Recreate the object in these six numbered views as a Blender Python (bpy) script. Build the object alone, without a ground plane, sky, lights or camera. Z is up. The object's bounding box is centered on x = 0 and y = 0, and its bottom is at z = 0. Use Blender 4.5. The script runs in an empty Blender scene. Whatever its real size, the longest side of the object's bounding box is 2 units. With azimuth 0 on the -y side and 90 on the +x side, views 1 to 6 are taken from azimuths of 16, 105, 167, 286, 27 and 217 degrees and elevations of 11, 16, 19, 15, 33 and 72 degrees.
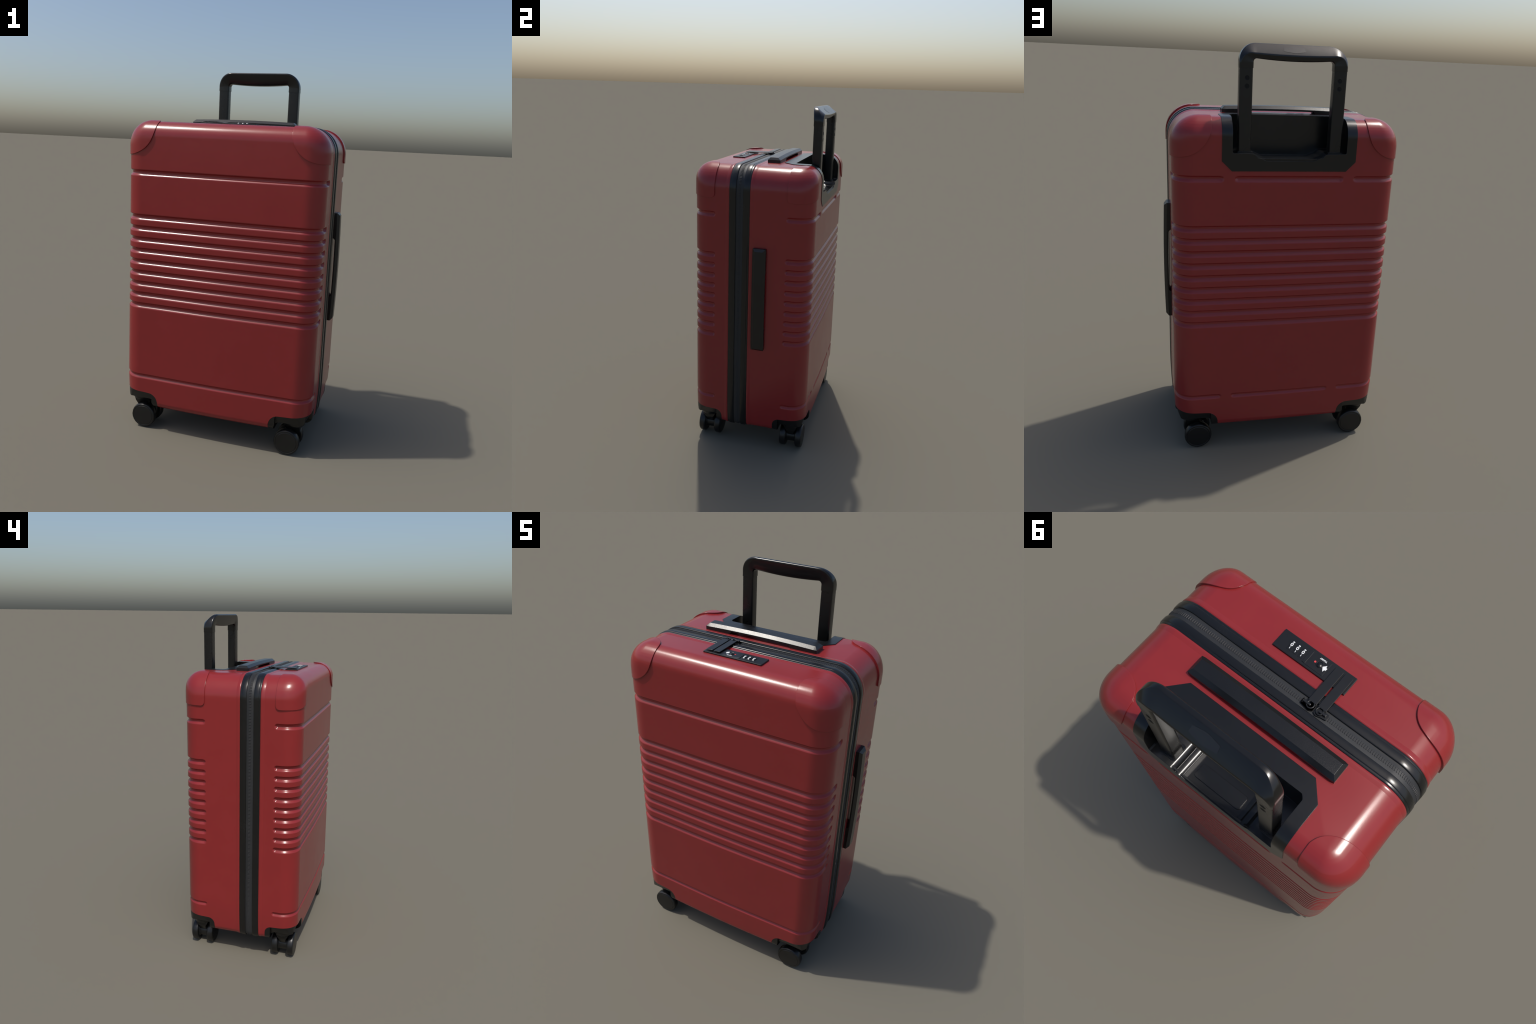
import bpy, bmesh, math
import numpy as np
from mathutils import Matrix, Vector

# ------------------------------------------------------------------ frame
CX = -0.0125            # middle of the case in x (the side handle sticks out at +x)
W, D = 0.530, 0.3388    # half width and half depth of the hard shell
ZB, ZT = 0.1335, 1.690   # underside and top of the hard shell
RV = 0.099              # radius of the upright edges
RX = 0.129              # radius of the top edges at the two sides
RF = 0.080              # radius of the top edges at the front and the back
RB = 0.040              # radius of the edges underneath
YZ = -0.0605            # middle of the zip
BACK = 0.0042           # the back half is this much deeper than the front half
PI = math.pi

# ------------------------------------------------------------------ materials
def new_mat(name):
    m = bpy.data.materials.new(name)
    m.use_nodes = True
    nt = m.node_tree
    b = nt.nodes["Principled BSDF"]
    return m, nt, b

def plastic(name, color, rough, grain=0.0, scale=400.0, vary=0.12, bevel=0.0, coat=0.0, spec=0.5, big=0.0):
    """Moulded plastic: base colour with faint mottling, fine grain in the bump, soft edges."""
    m, nt, b = new_mat(name)
    tc = nt.nodes.new("ShaderNodeTexCoord")
    n1 = nt.nodes.new("ShaderNodeTexNoise"); n1.inputs["Scale"].default_value = 9.0; n1.inputs["Detail"].default_value = 5.0
    nt.links.new(tc.outputs["Object"], n1.inputs["Vector"])
    ramp = nt.nodes.new("ShaderNodeValToRGB")
    c = np.array(color)
    ramp.color_ramp.elements[0].position = 0.3
    ramp.color_ramp.elements[1].position = 0.7
    ramp.color_ramp.elements[0].color = (*np.clip(c * (1 - vary), 0, 1), 1)
    ramp.color_ramp.elements[1].color = (*np.clip(c * (1 + vary), 0, 1), 1)
    nt.links.new(n1.outputs["Fac"], ramp.inputs["Fac"])
    nt.links.new(ramp.outputs["Color"], b.inputs["Base Color"])
    n2 = nt.nodes.new("ShaderNodeTexNoise"); n2.inputs["Scale"].default_value = scale; n2.inputs["Detail"].default_value = 2.0
    nt.links.new(tc.outputs["Object"], n2.inputs["Vector"])
    mr = nt.nodes.new("ShaderNodeMapRange")
    mr.inputs["To Min"].default_value = max(rough - 0.04, 0.02)
    mr.inputs["To Max"].default_value = rough + 0.04
    nt.links.new(n1.outputs["Fac"], mr.inputs["Value"])
    nt.links.new(mr.outputs["Result"], b.inputs["Roughness"])
    b.inputs["Coat Weight"].default_value = coat
    b.inputs["Coat Roughness"].default_value = 0.08
    b.inputs["Specular IOR Level"].default_value = spec
    normal = None
    if bevel > 0:
        bv = nt.nodes.new("ShaderNodeBevel"); bv.samples = 6
        bv.inputs["Radius"].default_value = bevel
        normal = bv.outputs["Normal"]
    if grain > 0:
        bp = nt.nodes.new("ShaderNodeBump")
        bp.inputs["Strength"].default_value = grain
        bp.inputs["Distance"].default_value = 0.001
        nt.links.new(n2.outputs["Fac"], bp.inputs["Height"])
        if normal is not None:
            nt.links.new(normal, bp.inputs["Normal"])
        normal = bp.outputs["Normal"]
    if normal is not None:
        nt.links.new(normal, b.inputs["Normal"])
        if bevel > 0:
            nt.links.new(bv.outputs["Normal"], b.inputs["Coat Normal"])
    return m

RED = (0.256, 0.0222, 0.0230)
M_RED = plastic("red_polycarbonate", RED, 0.235, grain=0.09, scale=600, vary=0.02, coat=0.0, bevel=0.0)
M_CAP = plastic("red_corner_plastic", RED, 0.235, grain=0.09, scale=600, vary=0.02, coat=0.0, bevel=0.0035)
M_BLACK = plastic("black_moulded_plastic", (0.0062, 0.0062, 0.0060), 0.30, grain=0.08, scale=420, vary=0.1, bevel=0.002)
M_GLOSS = plastic("black_glossy_grip", (0.0060, 0.0060, 0.0060), 0.22, grain=0.0, vary=0.1)
M_METAL = plastic("black_anodised_tube", (0.0058, 0.0058, 0.0056), 0.28, grain=0.04, vary=0.08, bevel=0.002)
M_LEATHER = plastic("black_grained_handle", (0.0062, 0.0062, 0.0062), 0.30, grain=0.35, scale=330, vary=0.12, bevel=0.0015)
M_RUBBER = plastic("black_zip_band", (0.0065, 0.0065, 0.0065), 0.26, grain=0.04, vary=0.08)
M_TAPE = plastic("grey_zip_tape", (0.0225, 0.0235, 0.0250), 0.55, grain=0.25, scale=600, vary=0.08)
M_TOOTH = plastic("dark_zip_coil", (0.016, 0.016, 0.0165), 0.5, vary=0.1)
M_TRAY = plastic("black_tray_plastic", (0.0062, 0.0062, 0.0060), 0.25, grain=0.06, scale=420, vary=0.08, bevel=0.002)
M_LOCK = plastic("black_lock_metal", (0.0072, 0.0072, 0.0075), 0.34, grain=0.04, vary=0.06, bevel=0.0008)
M_DARK = plastic("dark_lock_dial", (0.0030, 0.0030, 0.0034), 0.38, vary=0.05)  # for the dials and the dark slabs standing in for their recesses
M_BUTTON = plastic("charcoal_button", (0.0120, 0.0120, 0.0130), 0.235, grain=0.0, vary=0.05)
M_WHEEL = plastic("black_wheel_rubber", (0.0075, 0.0075, 0.0075), 0.36, grain=0.05, vary=0.12, bevel=0.003)
M_RIVET = plastic("shaded_rivet_black", (0.0022, 0.0022, 0.0022), 0.5, vary=0.05, spec=0.3)  # blacker than the leg: shade of the recessed rivet put into the colour
M_WHITE = plastic("white_print", (0.82, 0.82, 0.80), 0.5, vary=0.02)
M_DOT = plastic("red_dot_paint", (0.70, 0.06, 0.06), 0.45, vary=0.02)

# ------------------------------------------------------------------ helpers
scene = bpy.context.scene
coll = scene.collection

def add_obj(name, mesh, parent=None, mat=None, smooth=30.0):
    ob = bpy.data.objects.new(name, mesh)
    coll.objects.link(ob)
    if parent is not None:
        ob.parent = parent
    if mat is not None:
        mesh.materials.clear(); mesh.materials.append(mat)
    if smooth is not None:
        mesh.polygons.foreach_set("use_smooth", np.ones(len(mesh.polygons), dtype=bool))
        mesh.set_sharp_from_angle(angle=math.radians(smooth))
    return ob

def mesh_of(verts, faces, name="m"):
    me = bpy.data.meshes.new(name)
    me.from_pydata([tuple(map(float, v)) for v in verts], [], faces)
    me.update()
    return me

def fix_normals(me):
    bm = bmesh.new(); bm.from_mesh(me)
    bmesh.ops.recalc_face_normals(bm, faces=bm.faces)
    bm.to_mesh(me); bm.free()
    return me

def prism(poly, axis, lo, hi):
    """Extrude a 2-D outline. axis 'y': outline in (x, z); axis 'z': outline in (x, y); axis 'x': outline in (y, z)."""
    def p3(a, b, c):
        return {"y": (a, c, b), "z": (a, b, c), "x": (c, a, b)}[axis]
    n = len(poly)
    v = [p3(a, b, lo) for a, b in poly] + [p3(a, b, hi) for a, b in poly]
    f = [list(range(n)), list(range(n, 2 * n))[::-1]]
    f += [[i, i + n, (i + 1) % n + n, (i + 1) % n] for i in range(n)]
    return fix_normals(mesh_of(v, f))

def box(lo, hi, bevel=0.0, seg=2):
    x0, y0, z0 = lo; x1, y1, z1 = hi
    me = prism([(x0, y0), (x1, y0), (x1, y1), (x0, y1)], "z", z0, z1)
    if bevel > 0:
        bm = bmesh.new(); bm.from_mesh(me)
        bmesh.ops.bevel(bm, geom=bm.edges[:], offset=bevel, segments=seg, affect='EDGES', profile=0.5)
        bm.to_mesh(me); bm.free()
    return me

def boolean(a, b, op):
    """a and b are meshes; gives a new mesh."""
    oa = bpy.data.objects.new("tmp_a", a); ob = bpy.data.objects.new("tmp_b", b)
    coll.objects.link(oa); coll.objects.link(ob)
    md = oa.modifiers.new("b", 'BOOLEAN')
    md.object = ob; md.operation = op
    md.solver = 'MANIFOLD'
    bpy.context.view_layer.update()
    dg = bpy.context.evaluated_depsgraph_get()
    r = bpy.data.meshes.new_from_object(oa.evaluated_get(dg))
    bpy.data.objects.remove(oa); bpy.data.objects.remove(ob)
    return r

def tidy(me):
    bm = bmesh.new(); bm.from_mesh(me)
    bmesh.ops.remove_doubles(bm, verts=bm.verts, dist=1e-5)
    bm.to_mesh(me); bm.free()
    return me

def join_meshes(meshes):
    bm = bmesh.new()
    for m in meshes:
        bm.from_mesh(m)
    out = bpy.data.meshes.new("joined")
    bm.to_mesh(out); bm.free()
    return out

def round_poly(pts, radii, seg=5):
    """2-D outline with rounded corners; a corner of radius 0 stays sharp."""
    out = []
    n = len(pts)
    if not hasattr(radii, "__len__"):
        radii = [radii] * n
    for i in range(n):
        p, a, b = (np.array(pts[j % n], float) for j in (i, i - 1, i + 1))
        r = radii[i]
        if r <= 0:
            out.append(tuple(p)); continue
        u = (a - p) / np.linalg.norm(a - p); v = (b - p) / np.linalg.norm(b - p)
        ang = math.acos(np.clip(u @ v, -1, 1))
        t = r / math.tan(ang / 2)
        s, e = p + u * t, p + v * t
        c = p + (u + v) / np.linalg.norm(u + v) * r / math.sin(ang / 2)
        a0 = math.atan2(*(s - c)[::-1]); a1 = math.atan2(*(e - c)[::-1])
        d = (a1 - a0 + PI) % (2 * PI) - PI
        for k in range(seg + 1):
            th = a0 + d * k / seg
            out.append((c[0] + r * math.cos(th), c[1] + r * math.sin(th)))
    return out

def smooth01(t):
    t = np.clip(t, 0, 1)
    return t * t * (3 - 2 * t)

# ------------------------------------------------------------------ hard shell
def insets(z, off):
    """How far a level at height z is drawn in at the sides (dx) and at front/back (dy)."""
    zt, zb = ZT + off, ZB - off
    def arc(r):
        t = np.clip((z - (zt - r)) / r, 0, 1)
        return r * (1 - np.sqrt(np.maximum(0, 1 - t * t)))
    def low(r):
        t = np.clip(((zb + r) - z) / r, 0, 1)
        return r * (1 - np.sqrt(np.maximum(0, 1 - t * t)))
    rx, rf, rb = RX + off, RF + off, RB + off
    lo = low(rb)
    dx, dy = arc(rx), arc(rf)
    ax = (RV + off) * (1 - dx / rx) - lo
    ay = (RV + off) * (1 - dy / rf) - lo
    t = np.clip((1.25 - z) / 1.1, -0.3, 1)         # the case is a little deeper and wider low down
    tuck = 0.011 * np.clip((0.36 - z) / 0.22, 0, 1.1) ** 2      # the two sides curve in towards the underside
    return dx + lo + tuck - 0.0020 * np.maximum(t, 0), dy + lo - 0.0025 * t, np.maximum(ax, 0.0004), np.maximum(ay, 0.0004)

def heights(off, grooves, fine):
    zt, zb = ZT + off, ZB - off
    th = np.linspace(0.03, PI / 2, 12 if fine else 8)
    zs = list(zb + (RB + off) * (1 - np.sin(th)))
    for r, n in ((RX + off, 26 if fine else 16), (RF + off, 16 if fine else 10)):
        th = np.linspace(0, PI / 2 - 0.03, n)
        zs += list(zt - r + r * np.sin(th))
    zs += list(np.linspace(zb + RB, zt - RX, 60 if fine else 6))
    for g in grooves:
        zs += list(g["z"] + np.linspace(-g["hw"] * 1.08, g["hw"] * 1.08, 23))
    zs = np.unique(np.round(zs, 5))
    keep = [zs[0]]
    for z in zs[1:]:
        if z - keep[-1] > 0.0007:
            keep.append(z)
    return np.array(keep)

def shell_mesh(sign, yedge, grooves=(), off=0.0, fine=True):
    """Half of the case: sign -1 front, +1 back. Levels stacked in z, each a U-shaped run
    side - upright edge - face - upright edge - side, pressed in along the grooves."""
    zs = heights(off, grooves, fine)
    ns = 56 if fine else 6
    na = 22 if fine else 12
    nf = 150 if fine else 10
    dx, dy, ax, ay = insets(zs, off)
    hx, hy = W + off - dx, D + off - dy + (BACK if sign > 0 else 0.0)
    rows = []
    t = np.linspace(0, 1, ns, endpoint=False)
    arc = np.linspace(0, PI / 2, na, endpoint=False)
    tf = np.linspace(0, 1, nf, endpoint=False)
    ya = sign * yedge            # distance of the zip edge from the middle, along the half's own side
    s_side = (D - RV) - ya
    s_arc = PI / 2 * RV
    s_face = 2 * (W - RV)
    P, S = [], []
    for k in range(len(zs)):
        y1 = hy[k] - ay[k]
        left = [(-hx[k], ya + (y1 - ya) * q) for q in t]
        la = [(-(hx[k] - ax[k]) - ax[k] * math.cos(a), y1 + ay[k] * math.sin(a)) for a in arc]
        xf = hx[k] - ax[k]
        bulge = (0.0068 if sign < 0 else 0.0050) * float(np.clip((1.6 - zs[k]) / 1.0, 0, 1))        # the big panels swell slightly
        face = [(-xf + 2 * xf * q, hy[k] + bulge * (1 - (2 * q - 1) ** 2) ** 1.7) for q in tf]
        ra = [(xf + ax[k] * math.sin(a), y1 + ay[k] * math.cos(a)) for a in arc]
        right = [(hx[k], y1 + (ya - y1) * q) for q in np.append(t, 1.0)]
        rows.append(left + la + face + ra + right)
    S = np.concatenate([t * s_side, s_side + arc / (PI / 2) * s_arc, s_side + s_arc + tf * s_face,
                        s_side + s_arc + s_face + arc / (PI / 2) * s_arc,
                        s_side + 2 * s_arc + s_face + np.append(t, 1.0) * s_side])
    S = S - (s_side + s_arc + s_face / 2)          # 0 at the middle of the face
    A = np.array(rows)
    nz, npth = A.shape[:2]
    V = np.zeros((nz, npth, 3))
    V[..., 0] = A[..., 0]; V[..., 1] = A[..., 1] * sign; V[..., 2] = zs[:, None]
    if grooves:
        du = np.gradient(V, axis=1); dv = np.gradient(V, axis=0)
        N = np.cross(du, dv); N /= np.maximum(np.linalg.norm(N, axis=2, keepdims=True), 1e-9)
        out = V * [1, 1, 0]
        flip = np.sign(np.sum(N * out, axis=2, keepdims=True)); N *= np.where(flip == 0, 1, flip)
        depth = np.zeros((nz, npth))
        for g in grooves:
            for s0, s1 in g["runs"]:
                q = np.maximum(np.maximum(s0 + g["hw"] - S, S - (s1 - g["hw"])), 0)[None, :]
                r = np.hypot(zs[:, None] - g["z"], q)
                # steep upper flank, longer lower flank
                low = smooth01((0.005 - (zs[:, None] - g["z"])) / 0.010)
                ramp = g["ramp"] * (0.92 + 0.50 * low)
                depth = np.maximum(depth, g["depth"] * smooth01((g["hw"] - r) / ramp))
        V -= N * depth[..., None]
    V[..., 0] += CX
    idx = np.arange(nz * npth).reshape(nz, npth)
    f = np.stack([idx[:-1, :-1], idx[:-1, 1:], idx[1:, 1:], idx[1:, :-1]], -1).reshape(-1, 4).tolist()
    f.append(idx[0].tolist()); f.append(idx[-1].tolist()[::-1])
    f.append(idx[:, 0].tolist() + idx[::-1, -1].tolist())
    return fix_normals(mesh_of(V.reshape(-1, 3), f))

def s_at_side(y):      # run length from the middle of the face to depth |y| on the side
    return (W - RV) + PI / 2 * RV + (D - RV) - abs(y)

GROUP = [1.1945 - 0.0598 * i for i in range(9)]
END = s_at_side(0.196)
whole = [(-END, END)]
split = [(-END, -0.301), (-0.2545, 0.2545), (0.301, END)]
def groove(z, runs, hw=0.0175, depth=0.0113, ramp=0.0120):
    return dict(z=z, runs=runs, hw=hw, depth=depth, ramp=ramp)
g_front = [groove(z, whole) for z in GROUP] + [groove(1.4255, whole, 0.0175, 0.011), groove(0.313, whole, 0.0150, 0.009, 0.011)]
g_back = [groove(z, whole) for z in GROUP] + [groove(1.4255, split, 0.0165, 0.010), groove(0.313, split, 0.0145, 0.008, 0.011)]

front = shell_mesh(-1, -0.116, g_front)
back = shell_mesh(+1, -0.005, g_back)

def full_body(off, rounder=0.0):
    """The smooth outside of the case (no grooves), grown by off: used to shape parts that lie on it."""
    global RV, RF, RX
    keep = RV, RF, RX
    RV, RF, RX = RV + rounder, RF + rounder, RX - rounder * 0.3
    zs = heights(off, (), False)
    dx, dy, ax, ay = insets(zs, off)
    RV, RF, RX = keep
    rows = []
    for k in range(len(zs)):
        hx, hy = W + off - dx[k], D + off - dy[k]
        hb = hy + BACK
        ring = []
        for q, (sx, sy) in enumerate([(1, 1), (-1, 1), (-1, -1), (1, -1)]):
            for a in np.linspace(0, PI / 2, 15):
                th = a + q * PI / 2
                ring.append((CX + sx * (hx - ax[k]) + ax[k] * math.cos(th), sy * ((hb if sy > 0 else hy) - ay[k]) + ay[k] * math.sin(th), zs[k]))
        rows.append(ring)
    n = len(rows[0]); m = len(rows)
    v = [p for r in rows for p in r]
    f = [[i * n + j, i * n + (j + 1) % n, (i + 1) * n + (j + 1) % n, (i + 1) * n + j] for i in range(m - 1) for j in range(n)]
    f += [list(range(n))[::-1], list(range((m - 1) * n, m * n))]
    return fix_normals(mesh_of(v, f))

# ------------------------------------------------------------------ root
case = bpy.data.objects.new("suitcase", None)
coll.objects.link(case)
case["label"] = "red hard shell cabin suitcase with black pull handle, four wheels"
case["category"] = "suitcase"

# ------------------------------------------------------------------ wheel wells and housings
def well_region(sx, sy, grow=0.0):
    """Bottom corner that is cut out of the shell: an outline seen from the front crossed with one seen from the side."""
    big = 0.75
    g = grow
    pf = round_poly([(CX + sx * (0.312 - g), 0.05), (CX + sx * (0.320 - g), 0.217 + g), (CX + sx * 0.45, 0.2235 + g), (CX + sx * big, 0.236 + g), (CX + sx * big, 0.05)],
                    [0, 0.055, 0, 0, 0], 10)
    ps = round_poly([(sy * (0.155 - g), 0.05), (sy * (0.159 - g), 0.221 + g), (sy * 0.25, 0.2255 + g), (sy * 0.75, 0.240 + g), (sy * 0.75, 0.05)],
                    [0, 0.040, 0, 0, 0], 10)
    return boolean(prism(pf, "y", sy * 0.03, sy * 0.8), prism(ps, "x", sx * 0.1, sx * 0.9), 'INTERSECT')

inner_body = full_body(0.0008)
for sx in (-1, 1):
    for sy in (-1, 1):
        reg = well_region(sx, sy)
        if sy < 0:
            front = boolean(front, reg, 'DIFFERENCE')
        else:
            back = boolean(back, reg, 'DIFFERENCE')
        yb = D - 0.001 + (BACK if sy > 0 else 0.0)
        # black housing: fills the corner, its skirt slopes inwards, hollow over the wheel
        fill = boolean(inner_body.copy(), well_region(sx, sy, -0.0002), 'INTERSECT')
        cut = prism([(CX + sx * 0.5310, 0.2450), (CX + sx * 0.5265, 0.233), (CX + sx * 0.498, 0.172), (CX + sx * 0.498, 0.0), (CX + sx * 0.8, 0.0), (CX + sx * 0.8, 0.2450)],
                    "y", sy * 0.190, sy * 0.9)
        fill = boolean(fill, cut, 'DIFFERENCE')
        cut = prism([(sy * (yb - 0.0005), 0.2450), (sy * (yb - 0.001), 0.228), (sy * (yb - 0.019), 0.172), (sy * (yb - 0.019), 0.0), (sy * 0.8, 0.0), (sy * 0.8, 0.2450)],
                    "x", CX + sx * 0.352, CX + sx * 0.9)
        fill = boolean(fill, cut, 'DIFFERENCE')
        hollow = boolean(prism(round_poly([(CX + sx * 0.346, 0.02), (CX + sx * 0.346, 0.178), (CX + sx * 0.7, 0.178), (CX + sx * 0.7, 0.02)], [0, 0.03, 0, 0], 8), "y", sy * 0.05, sy * 0.9),
                         prism(round_poly([(sy * 0.186, 0.02), (sy * 0.186, 0.178), (sy * 0.7, 0.178), (sy * 0.7, 0.02)], [0, 0.03, 0, 0], 8), "x", sx * 0.1, sx * 0.9), 'INTERSECT')
        fill = boolean(fill, hollow, 'DIFFERENCE')
        add_obj("wheel_housing", tidy(fill), case, M_BLACK, 40)

# ------------------------------------------------------------------ casters
WX, WR = 0.4145, 0.0690

def lathe_y(profile, seg, name="lathe"):
    """Turn (radius, y) points round the y axis."""
    n = len(profile)
    v = []; f = []
    for k in range(seg):
        a = 2 * PI * k / seg
        v += [(r * math.cos(a), y, r * math.sin(a)) for r, y in profile]
    for k in range(seg):
        for i in range(n - 1):
            a, b = k * n + i, ((k + 1) % seg) * n + i
            f.append([a, a + 1, b + 1, b])
    f.append([k * n for k in range(seg)]); f.append([k * n + n - 1 for k in range(seg)])
    return fix_normals(mesh_of(v, f))

wheel_mesh = lathe_y([(0.056, -0.0195), (0.063, -0.0195), (WR - 0.001, -0.015), (WR, -0.011), (WR, 0.010), (WR - 0.002, 0.0145), (0.0645, 0.0170), (0.0585, 0.0178),
                      (0.0575, 0.0165), (0.0560, 0.0165), (0.0550, 0.0180), (0.010, 0.0195), (0.002, 0.0195)], 24)
hub_mesh = lathe_y([(0.046, -0.036), (0.044, -0.027), (0.039, -0.024), (0.039, 0.024), (0.044, 0.027), (0.046, 0.036)], 24)
for sx in (-1, 1):
    for sy in (-1, 1):
        ctr = Vector((CX + sx * WX, -0.2535 if sy < 0 else 0.2590, WR))
        caster = bpy.data.objects.new("caster", None); coll.objects.link(caster); caster.parent = case
        caster.location = ctr
        for side in (1, -1):
            w = add_obj("wheel", wheel_mesh, caster, M_WHEEL, 35)
            w.location = (0, side * sy * 0.0485, 0)
            if side * sy < 0:
                w.rotation_euler = (0, 0, PI)
        add_obj("hub", hub_mesh, caster, M_WHEEL, 40)
        # fork: from the swivel plate down to the axle, leaning inwards
        fork_side = round_poly([(sx * 0.064, 0.098), (sx * 0.064, 0.060), (sx * 0.040, 0.020), (sx * 0.0, 0.012), (sx * -0.026, 0.020),
                                (sx * -0.030, 0.036), (sx * -0.012, 0.058), (sx * -0.006, 0.098)], [0.004, 0.02, 0.02, 0.014, 0.006, 0.006, 0.016, 0.004], 5)
        fm = prism(fork_side, "y", -0.0175, 0.0175)
        for v in fm.vertices:          # wider towards the plate
            k = smooth01((v.co.z - 0.045) / 0.045)
            v.co.y *= 1.0 + 1.4 * float(k)
        add_obj("fork", fm, caster, M_BLACK, 40)
        plate = mesh_of([(0.052 * math.cos(a) * c, 0.052 * math.sin(a) * c, z) for c, z in ((0.93, 0.086), (1, 0.091), (1, 0.112)) for a in np.linspace(0, 2 * PI, 32, endpoint=False)],
                        [[i * 32 + j, i * 32 + (j + 1) % 32, (i + 1) * 32 + (j + 1) % 32, (i + 1) * 32 + j] for i in range(2) for j in range(32)] + [list(range(32))[::-1], list(range(64, 96))])
        p = add_obj("swivel_plate", plate, caster, M_BLACK, 40)
        p.location = (sx * 0.032, 0, 0)

# ------------------------------------------------------------------ telescopic handle tray with its bezel
BX = -0.0090
outer_back = [(BX - 0.3085, 1.505), (BX - 0.2640, 1.461), (BX + 0.2640, 1.461), (BX + 0.3085, 1.505), (BX + 0.3085, 1.8), (BX - 0.3085, 1.8)]
outer_top = [(BX - 0.2520, 0.1150), (BX + 0.2520, 0.1150), (BX + 0.3085, 0.178), (BX + 0.3085, 0.5), (BX - 0.3085, 0.5), (BX - 0.3085, 0.178)]
zone = boolean(prism(outer_back, "y", 0.05, 0.45), prism(outer_top, "z", 1.40, 1.75), 'INTERSECT')
back = boolean(back, zone, 'DIFFERENCE')
tray = boolean(full_body(0.0025), zone, 'INTERSECT')
half_floor = [(0.262, 1.546), (0.257, 1.5405), (0.1710, 1.5390), (0.1610, 1.5348), (0.1500, 1.5210), (0.1370, 1.5200), (0.1265, 1.5156), (0.1245, 1.5130), (0.1205, 1.5125), (0.1105, 1.5083), (0.1050, 1.5078)]
floor_line = [(BX - u, v) for u, v in half_floor] + [(BX + u, v) for u, v in half_floor[::-1]]
cav_back = floor_line + [(BX + 0.262, 1.9), (BX - 0.262, 1.9)]
cav_top = round_poly([(BX - 0.250, 0.1800), (BX + 0.250, 0.1800), (BX + 0.262, 0.194), (BX + 0.262, 0.5), (BX - 0.262, 0.5), (BX - 0.262, 0.194)], [0.006, 0.006, 0.006, 0, 0, 0.006], 4)
cavity = boolean(prism(cav_back, "y", 0.02, 0.6), prism(cav_top, "z", 1.2, 2.0), 'INTERSECT')
tray = boolean(tray, cavity, 'DIFFERENCE')
lip = prism([(BX - 0.167, 1.5392), (BX - 0.139, 1.5177), (BX + 0.136, 1.5177), (BX + 0.165, 1.5392), (BX + 0.165, 1.49), (BX - 0.167, 1.49)], "y", 0.3330, 0.3400)
tray_ob = add_obj("handle_tray", tidy(tray), case, M_TRAY, 35)
# sunk panel and rails on the floor of the tray
add_obj("tray_lip", lip, tray_ob, M_TRAY, 30)
panel = prism(round_poly([(0.088, 0.258), (0.088, 0.312), (-0.106, 0.312), (-0.106, 0.258)], 0.010, 4), "z", 1.500, 1.5125)
add_obj("floor_panel", panel, tray_ob, M_TRAY, 30)

# ------------------------------------------------------------------ corner caps (top four corners)
def super_quarter(a, b, n, k=26):
    th = np.linspace(0, PI / 2, k)
    return [(a * math.cos(t) ** (2 / n), b * math.sin(t) ** (2 / n)) for t in th]

cap_body = full_body(0.0063, 0.007)
for sx in (-1, 1):
    for sy in (-1, 1):
        xo, yo, zo = CX + sx * W, sy * D, ZT
        qf = [(xo - sx * u, zo - v) for u, v in super_quarter(0.176, 0.174, 2.3)] + [(xo + sx * 0.1, zo - 0.174), (xo + sx * 0.1, zo + 0.1), (xo - sx * 0.176, zo + 0.1)]
        qt = [(xo - sx * u, yo - sy * v) for u, v in super_quarter(0.180, 0.137, 3.0)] + [(xo + sx * 0.1, yo - sy * 0.137), (xo + sx * 0.1, yo + sy * 0.1), (xo - sx * 0.180, yo + sy * 0.1)]
        qs = round_poly([(yo - sy * 0.137, zo - 0.174), (yo + sy * 0.1, zo - 0.174), (yo + sy * 0.1, zo + 0.1), (yo - sy * 0.137, zo + 0.1)], [0.022, 0, 0, 0], 6)
        reg = boolean(prism(qf, "y", sy * 0.1, sy * 0.6), prism(qt, "z", 1.4, 1.9), 'INTERSECT')
        reg = boolean(reg, prism(qs, "x", sx * 0.2, sx * 0.8), 'INTERSECT')
        cap = boolean(cap_body.copy(), reg, 'INTERSECT')
        add_obj("corner_cap", tidy(cap), case, M_CAP, 35)

front_ob = add_obj("front_shell", tidy(front), case, M_RED, 32)
back_ob = add_obj("back_shell", tidy(back), case, M_RED, 32)

# ------------------------------------------------------------------ zip running round the case
def loop_xz():
    """Outline of the case in the plane of the zip, as (x, z, outward normal)."""
    zs = heights(0.0, (), True)
    hx = W - insets(zs, 0.0)[0]
    right = np.stack([hx, zs], 1)
    pts = np.concatenate([right, right[::-1] * [-1, 1]])
    tan = np.roll(pts, -1, 0) - np.roll(pts, 1, 0)
    # even out the two directions meeting at each point
    a = pts - np.roll(pts, 1, 0); b = np.roll(pts, -1, 0) - pts
    a /= np.linalg.norm(a, axis=1, keepdims=True); b /= np.linalg.norm(b, axis=1, keepdims=True)
    t = a + b
    t /= np.linalg.norm(t, axis=1, keepdims=True)
    return [(CX + p[0], p[1], q[1], -q[0]) for p, q in zip(pts, t)]

def sweep_loop(profile):
    """profile: (y, height above the shell) points swept round the case."""
    base = loop_xz()
    n, m = len(profile), len(base)
    v = [(x + ca * e, y, z + sa * e) for x, z, ca, sa in base for y, e in profile]
    f = [[i * n + j, i * n + (j + 1) % n, ((i + 1) % m) * n + (j + 1) % n, ((i + 1) % m) * n + j] for i in range(m) for j in range(n)]
    return fix_normals(mesh_of(v, f))

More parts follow.
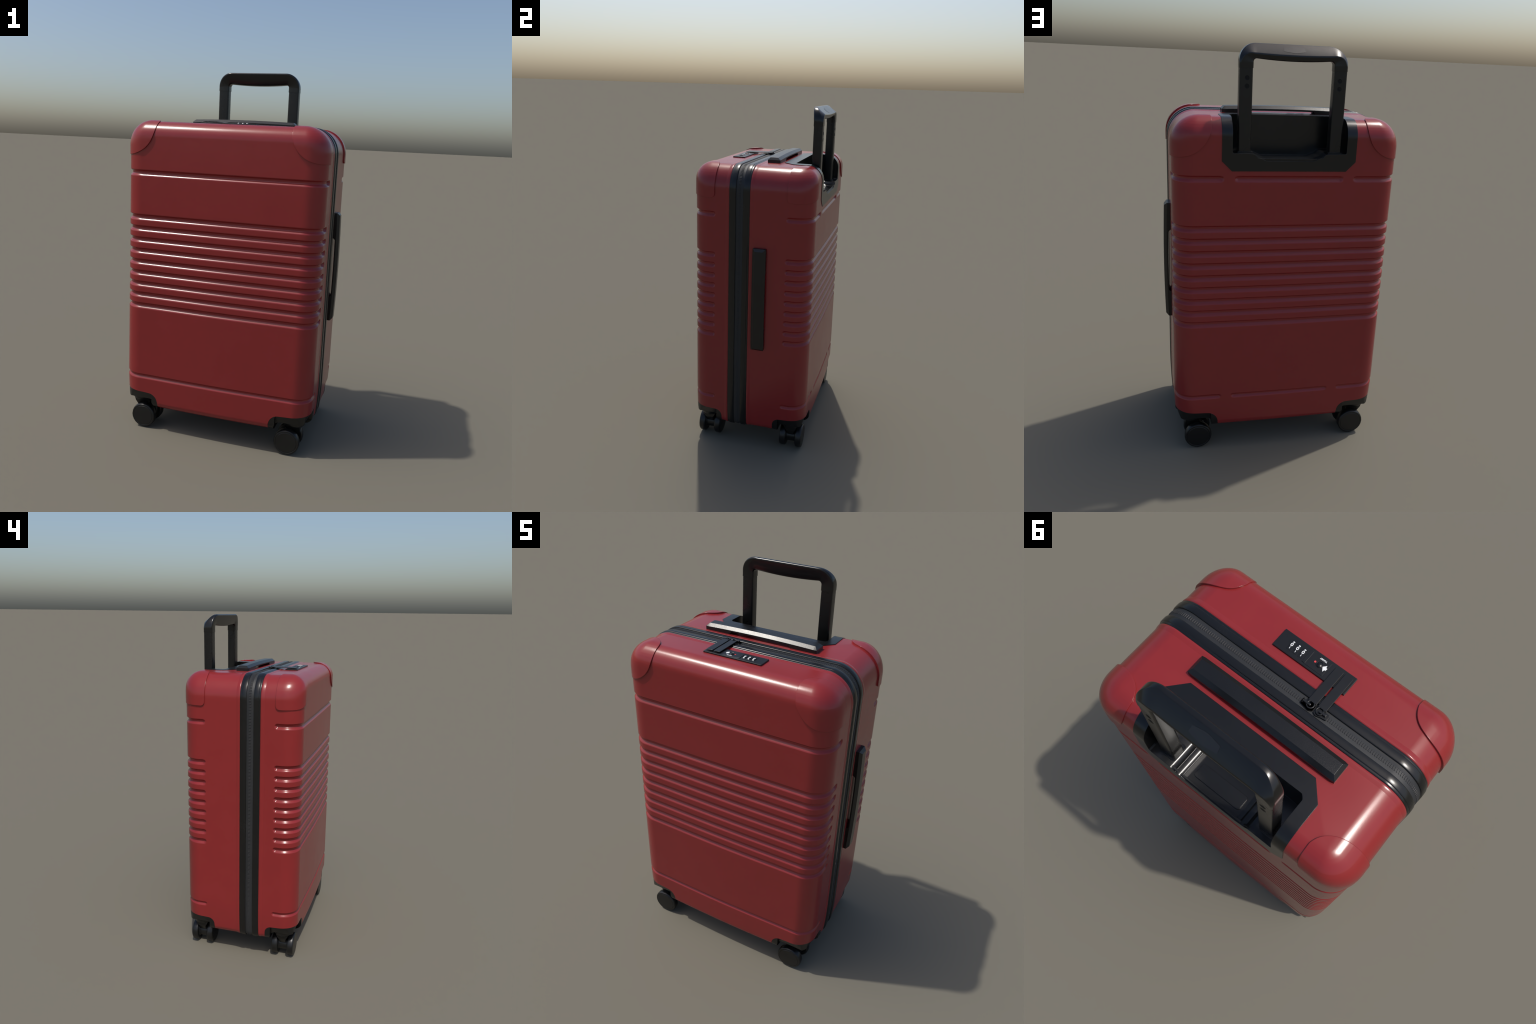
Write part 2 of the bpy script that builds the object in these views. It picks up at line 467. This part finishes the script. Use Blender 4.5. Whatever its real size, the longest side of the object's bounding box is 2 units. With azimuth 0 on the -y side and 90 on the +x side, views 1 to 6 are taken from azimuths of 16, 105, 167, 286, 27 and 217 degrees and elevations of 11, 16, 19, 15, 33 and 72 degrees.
band_half = [(0.0205, -0.012), (0.0205, 0.0042), (0.0213, 0.0054), (0.0235, 0.0062), (0.0340, 0.0066), (0.0455, 0.0062), (0.0478, 0.0054), (0.0490, 0.0036),
             (0.0540, 0.0034), (0.0570, 0.0026), (0.0585, 0.0008), (0.0585, -0.012)]
zipper = bpy.data.objects.new("zip_fastener", None); coll.objects.link(zipper); zipper.parent = case
for s in (-1, 1):
    add_obj("zip_band", sweep_loop([(YZ + s * y, e) for y, e in band_half]), zipper, M_RUBBER, 50)
    rim = [(0.0580, -0.010), (0.0580, 0.0010), (0.0600, 0.0026), (0.0640, 0.0030), (0.0690, 0.0022), (0.0760, 0.0008), (0.0850, -0.0010), (0.0850, -0.010)]
    add_obj("shell_rim", sweep_loop([(YZ + s * y, e) for y, e in rim]), front_ob if s < 0 else back_ob, M_RED, 50)
add_obj("zip_tape", sweep_loop([(YZ - 0.0215, -0.012), (YZ - 0.0215, 0.0005), (YZ - 0.010, 0.0012), (YZ - 0.0075, 0.0022), (YZ + 0.0075, 0.0022), (YZ + 0.010, 0.0012), (YZ + 0.0215, 0.0005), (YZ + 0.0215, -0.012)]), zipper, M_TAPE, 30)
# teeth of the coil
base = loop_xz()
P = np.array([(x, z) for x, z, _, _ in base] + [base[0][:2]])
NN = np.array([(a, b) for _, _, a, b in base] + [base[0][2:]])
L = np.concatenate([[0], np.cumsum(np.linalg.norm(np.diff(P, axis=0), axis=1))])
count = int(L[-1] / 0.0082)
tv, tf_ = [], []
for k in range(count):
    s = L[-1] * (k + 0.5) / count
    px = np.array([np.interp(s, L, P[:, 0]), np.interp(s, L, P[:, 1])])
    nn = np.array([np.interp(s, L, NN[:, 0]), np.interp(s, L, NN[:, 1])]); nn /= np.linalg.norm(nn)
    tt = np.array([-nn[1], nn[0]])
    b0 = len(tv)
    for e, a, hy in ((-0.001, 0.0022, 0.0072), (0.0032, 0.0022, 0.0066), (0.0040, 0.0012, 0.0060)):
        for da, dy in ((-a, -hy), (a, -hy), (a, hy), (-a, hy)):
            q = px + nn * e + tt * da
            tv.append((q[0], YZ + dy, q[1]))
    for lv in (0, 4):
        for j in range(4):
            tf_.append([b0 + lv + j, b0 + lv + (j + 1) % 4, b0 + lv + 4 + (j + 1) % 4, b0 + lv + 4 + j])
    tf_.append([b0 + 8, b0 + 9, b0 + 10, b0 + 11]); tf_.append([b0 + 3, b0 + 2, b0 + 1, b0])
teeth = add_obj("zip_teeth", mesh_of(tv, tf_), zipper, M_TOOTH, 30)
teeth["kind"] = "stuff"

# sliders with pull tabs, lying over the lock
for k, (x0, d) in enumerate(((-0.1015, 1), (-0.1385, -1))):
    xa, xb = x0 - 0.012 * d, x0 + 0.036 * d
    body = round_poly([(x0 - d * 0.016, YZ - 0.008), (x0 - d * 0.004, YZ - 0.014), (x0 + d * 0.014, YZ - 0.012), (x0 + d * 0.032, YZ - 0.010), (x0 + d * 0.032, YZ + 0.010), (x0 + d * 0.014, YZ + 0.012),
                       (x0 - d * 0.004, YZ + 0.017), (x0 - d * 0.016, YZ + 0.011)], 0.003, 3)
    sl = add_obj("zip_slider", prism(body, "z", ZT + 0.001, ZT + 0.008), zipper, M_LOCK, 30)
    bridge = box((min(x0 - d * 0.002, x0 + d * 0.026), YZ - 0.0042, ZT + 0.006), (max(x0 - d * 0.002, x0 + d * 0.026), YZ + 0.0042, ZT + 0.0160), 0.002)
    add_obj("slider_bridge", bridge, sl, M_LOCK, 12)
    # ring through the bridge
    ring = []
    rf = []
    R1, r1, S1, S2 = 0.0125, 0.0026, 24, 8
    for i in range(S1):
        a = 2 * PI * i / S1
        for j in range(S2):
            b = 2 * PI * j / S2
            ring.append((x0 + (R1 + r1 * math.cos(b)) * math.cos(a), YZ - 0.002 + (R1 + r1 * math.cos(b)) * math.sin(a), ZT + 0.0115 + r1 * math.sin(b)))
            rf.append([i * S2 + j, ((i + 1) % S1) * S2 + j, ((i + 1) % S1) * S2 + (j + 1) % S2, i * S2 + (j + 1) % S2])
    add_obj("pull_ring", mesh_of(ring, rf), sl, M_LOCK, 60)
    # tab: a flat bar, from the ring forwards over the lock plate
    t0, t1 = YZ - 0.0110, -0.2160
    tx = x0 + (0.0 if k == 0 else -0.0010)
    tab = box((tx - 0.0158, t1, -0.0016), (tx + 0.0158, t0, 0.0016), 0.0008, 2)
    for v in tab.vertices:
        v.co.z += ZT + 0.0130 + 0.002 * (v.co.y - t0) / (t0 - t1)
    add_obj("pull_tab", tab, sl, M_LOCK, 12)

# ------------------------------------------------------------------ combination lock
LZ = ZT + 0.0060
lock = add_obj("lock_plate", box((-0.1630, -0.2300, ZT - 0.004), (0.1290, -0.1570, LZ), 0.0012, 2), case, M_LOCK, 12)

def text_mesh(body, size, loc, rot=0.0, mat=M_WHITE, name="printed_mark", parent=None, tilt=0.0, extrude=0.0003, squash=1.0):
    cu = bpy.data.curves.new("t", 'FONT')
    cu.body = body; cu.size = size; cu.align_x = 'CENTER'; cu.align_y = 'CENTER'; cu.extrude = extrude; cu.offset = size * 0.025
    ob = bpy.data.objects.new("t", cu); coll.objects.link(ob)
    bpy.context.view_layer.update()
    me = bpy.data.meshes.new_from_object(ob.evaluated_get(bpy.context.evaluated_depsgraph_get()))
    bpy.data.objects.remove(ob)
    xs = [v.co for v in me.vertices]
    cxm = (min(c.x for c in xs) + max(c.x for c in xs)) / 2; cym = (min(c.y for c in xs) + max(c.y for c in xs)) / 2
    me.transform(Matrix.Translation(loc) @ Matrix.Rotation(rot, 4, 'Z') @ Matrix.Rotation(tilt, 4, 'X') @ Matrix.Scale(squash, 4, (0, 1, 0)) @ Matrix.Translation((-cxm, -cym, 0)))
    me.materials.clear()
    return add_obj(name, me, parent, mat, None)

for xd in (0.0760, 0.0530, 0.0300):
    slab = add_obj("dark_dial_slab", box((xd - 0.0095, -0.2115, LZ - 0.003), (xd + 0.0095, -0.1725, LZ + 0.0006), 0.0004, 1), lock, M_DARK, 12)  # dark slab added on the plate in place of a recess; no opening is cut
    # dial: a short drum, its rim just out of the plate
    dial = lathe_y([(0.030, -0.0065), (0.0315, -0.0050), (0.0315, 0.0050), (0.030, 0.0065)], 40)
    dial.transform(Matrix.Translation((xd, -0.1935, LZ + 0.0035 - 0.0315)) @ Matrix.Rotation(PI / 2, 4, 'Z'))
    dm = boolean(dial, box((xd - 0.02, -0.2110, LZ - 0.002), (xd + 0.02, -0.1730, LZ + 0.02)), 'INTERSECT')
    db = add_obj("number_dial", dm, lock, M_DARK, 30)
    text_mesh("0", 0.0178, (xd, -0.1935, LZ + 0.0038), 0.0, parent=db, name="numeral")
    text_mesh("1", 0.0145, (xd, -0.1795, LZ + 0.0010), 0.0, parent=db, name="numeral", tilt=-0.45)
    text_mesh("9", 0.0145, (xd, -0.2070, LZ + 0.0010), 0.0, parent=db, name="numeral", tilt=0.45)
cover = add_obj("lock_cover", box((-0.0680, -0.2220, LZ - 0.002), (0.0110, -0.1650, LZ + 0.0008), 0.0006, 1), lock, M_LOCK, 12)
bar = add_obj("release_button", box((0.0035, -0.2200, LZ), (0.0165, -0.1670, LZ + 0.0018), 0.0008, 2), lock, M_LOCK, 12)
KZ = LZ + 0.0008
key = lathe_y([(0.0120, 0.0), (0.0120, 0.0016), (0.0108, 0.0024), (0.0095, 0.0016), (0.0090, 0.0010), (0.0060, 0.0026), (0.0010, 0.0034)], 32)
key.transform(Matrix.Translation((-0.0370, -0.1935, KZ)) @ Matrix.Rotation(PI / 2, 4, 'X'))
add_obj("keyhole", key, lock, M_GLOSS, 40)
dot = lathe_y([(0.0036, 0.0), (0.0036, 0.0006), (0.0005, 0.0008)], 20)
dot.transform(Matrix.Translation((-0.0198, -0.1930, KZ)) @ Matrix.Rotation(PI / 2, 4, 'X'))
add_obj("red_dot", dot, lock, M_DOT, 40)
# small white arrow-like mark and lettering beside the keyhole
arrow = [(-0.0495, -0.1930), (-0.0590, -0.1785), (-0.0610, -0.1870), (-0.0650, -0.1865), (-0.0665, -0.1960), (-0.0615, -0.1970), (-0.0600, -0.2045)]
add_obj("printed_mark", prism(arrow, "z", KZ - 0.0003, KZ + 0.0006), lock, M_WHITE, None)
text_mesh("TSA007", 0.0082, (-0.0385, -0.2140, KZ + 0.0003), 0.0, parent=lock)

# ------------------------------------------------------------------ carry handles (top and side)
def grab_handle(half, foot):
    """Bar along +x, 0.076 wide, feet at its ends, slightly arched; z is up from the shell."""
    hw, ch, h0, h1 = 0.0375, 0.0158, 0.0154, 0.0285
    st = np.concatenate([[-half, -half + 0.013], np.linspace(-half + 0.02, half - 0.02, 41), [half - 0.013, half]])
    v = []
    for x in st:
        b = 0.0055 * (1 - (x / half) ** 2)
        inside = abs(x) < half - foot
        tip = abs(x) > half - 0.001
        low = 0.0075 + b if inside else -0.003
        top = (h0 + 0.0005) if tip else h1
        cw = hw - (0.0 if tip else ch)
        wid = hw - (0.002 if tip else 0.0)
        if tip:
            cw = wid - 0.0005
        sec = [(-wid + 0.002, low), (-wid, low + 0.002 if inside else low), (-wid, h0 + b), (-cw, top + b), (cw, top + b), (wid, h0 + b), (wid, low + 0.002 if inside else low), (wid - 0.002, low)]
        v.append([(x, y, z) for y, z in sec])
    n = len(v[0]); m = len(v)
    f = [[i * n + j, i * n + (j + 1) % n, (i + 1) * n + (j + 1) % n, (i + 1) * n + j] for i in range(m - 1) for j in range(n)]
    f += [list(range(n)), list(range((m - 1) * n, m * n))]
    return fix_normals(mesh_of([p for r in v for p in r], f))

top_handle = grab_handle(0.2930, 0.13)
top_handle.transform(Matrix.Translation((-0.0205, 0.0590, ZT)))
add_obj("carry_handle", top_handle, case, M_LEATHER, 20)
side_handle = grab_handle(0.2990, 0.14)
side_handle.transform(Matrix.Translation((CX + W, 0.0595, 0.9570)) @ Matrix(((0, 0, 1, 0), (0, 1, 0, 0), (1, 0, 0, 0), (0, 0, 0, 1))))
fix_normals(side_handle)
add_obj("carry_handle", side_handle, case, M_LEATHER, 20)

# ------------------------------------------------------------------ telescopic handle
TX, LEG = -0.0142, 0.2110
pull = bpy.data.objects.new("telescopic_handle", None); coll.objects.link(pull); pull.parent = case
pull.location = (0, 0.0018, 0)
for s in (-1, 1):
    x = TX + s * LEG
    sec = round_poly([(x - 0.0292, 0.2640), (x + 0.0292, 0.2640), (x + 0.0292, 0.3145), (x - 0.0292, 0.3145)], 0.008, 5)
    leg = add_obj("leg", prism(sec, "z", 1.530, 1.905), pull, M_METAL, 30)
    for z in (1.8580, 1.8240):
        riv = lathe_y([(0.0104, -0.002), (0.0104, 0.0003), (0.0098, 0.0007), (0.0090, 0.0003), (0.0052, 0.0003), (0.0046, 0.0012), (0.0005, 0.0016)], 20)
        riv.transform(Matrix.Translation((x - s * 0.0040, 0.3144, z)))
        add_obj("rivet", riv, leg, M_RIVET, 30)
    sock = prism(round_poly([(x - 0.0375, 0.2560), (x + 0.0375, 0.2560), (x + 0.0375, 0.3220), (x - 0.0375, 0.3220)], 0.010, 4), "z", 1.535, 1.5445)
    add_obj("leg_socket", sock, pull, M_TRAY, 30)

leg_sec = np.array([(0.0305, 0.2625), (0.0305, 0.3095), (0.0240, 0.3160), (-0.0310, 0.3160), (-0.0310, 0.2625)])
bar_sec = np.array([(0.0310, 0.2475), (0.0310, 0.2680), (-0.0120, 0.3195), (-0.0315, 0.3080), (-0.0315, 0.2650)])
rad_leg = [0.008, 0.006, 0.006, 0.008, 0.008]
rad_bar = [0.007, 0.006, 0.010, 0.010, 0.010]
RC, ZC = 0.046, 1.969
path = []      # (x, z, outward x, outward z, morph)
for z in np.linspace(1.898, ZC - RC, 8):
    path.append((-LEG, z, -1, 0, float(smooth01((z - 1.915) / 0.06)) * 0.15))
for a in np.linspace(0, PI / 2, 14)[1:]:
    path.append((-LEG + RC - RC * math.cos(a), ZC - RC + RC * math.sin(a), -math.cos(a), math.sin(a), 0.05 + 0.95 * float(smooth01(a / (PI / 2)))))
for x in np.linspace(-LEG + RC, 0, 16)[1:]:
    path.append((x, ZC, 0, 1, 1.0))
path += [(-x, z, -nx, nz, m) for x, z, nx, nz, m in path[-2::-1]]
gv = []
for x, z, nx, nz, m in path:
    sec = leg_sec * (1 - m) + bar_sec * m
    bow = 0.0075 * max(0.0, 1 - (x / 0.165) ** 2) if m > 0.99 else 0.0
    sec = sec.copy(); sec[3:, 0] -= bow; sec[2, 0] -= bow * 0.5
    outl = round_poly([tuple(p) for p in sec], [a * (1 - m) + b * m for a, b in zip(rad_leg, rad_bar)], 4)
    gv.append([(TX + x + nx * n_, y_, z + nz * n_) for n_, y_ in outl])
n = len(gv[0]); m_ = len(gv)
gf = [[i * n + j, i * n + (j + 1) % n, (i + 1) * n + (j + 1) % n, (i + 1) * n + j] for i in range(m_ - 1) for j in range(n)]
gf += [list(range(n)), list(range((m_ - 1) * n, m_ * n))]
grip = add_obj("grip", fix_normals(mesh_of([p for r in gv for p in r], gf)), pull, M_GLOSS, 45)
# push button set in the sloping back of the grip
slope = np.array([0.3195 - 0.268, -0.0430 - 0.004])
slope /= np.linalg.norm(slope)
hexa = round_poly([(-0.0470, -0.0120), (0.0, -0.0205), (0.0470, -0.0120), (0.0490, 0.0120), (0.0, 0.0205), (-0.0490, 0.0120)], [0.003, 0.04, 0.003, 0.003, 0.04, 0.003], 5)
btn = prism(hexa, "z", -0.004, 0.0010)
uy = Vector((0, float(slope[0]), float(slope[1]))); nrm = Vector((1, 0, 0)).cross(uy)
if nrm.z < 0:
    nrm = -nrm
mat4 = Matrix(((1, 0, 0, TX), (0, uy.y, nrm.y, 0.2920), (0, uy.z, nrm.z, 1.9780), (0, 0, 0, 1)))
btn.transform(mat4); fix_normals(btn)
add_obj("push_button", btn, grip, M_BUTTON, 30)
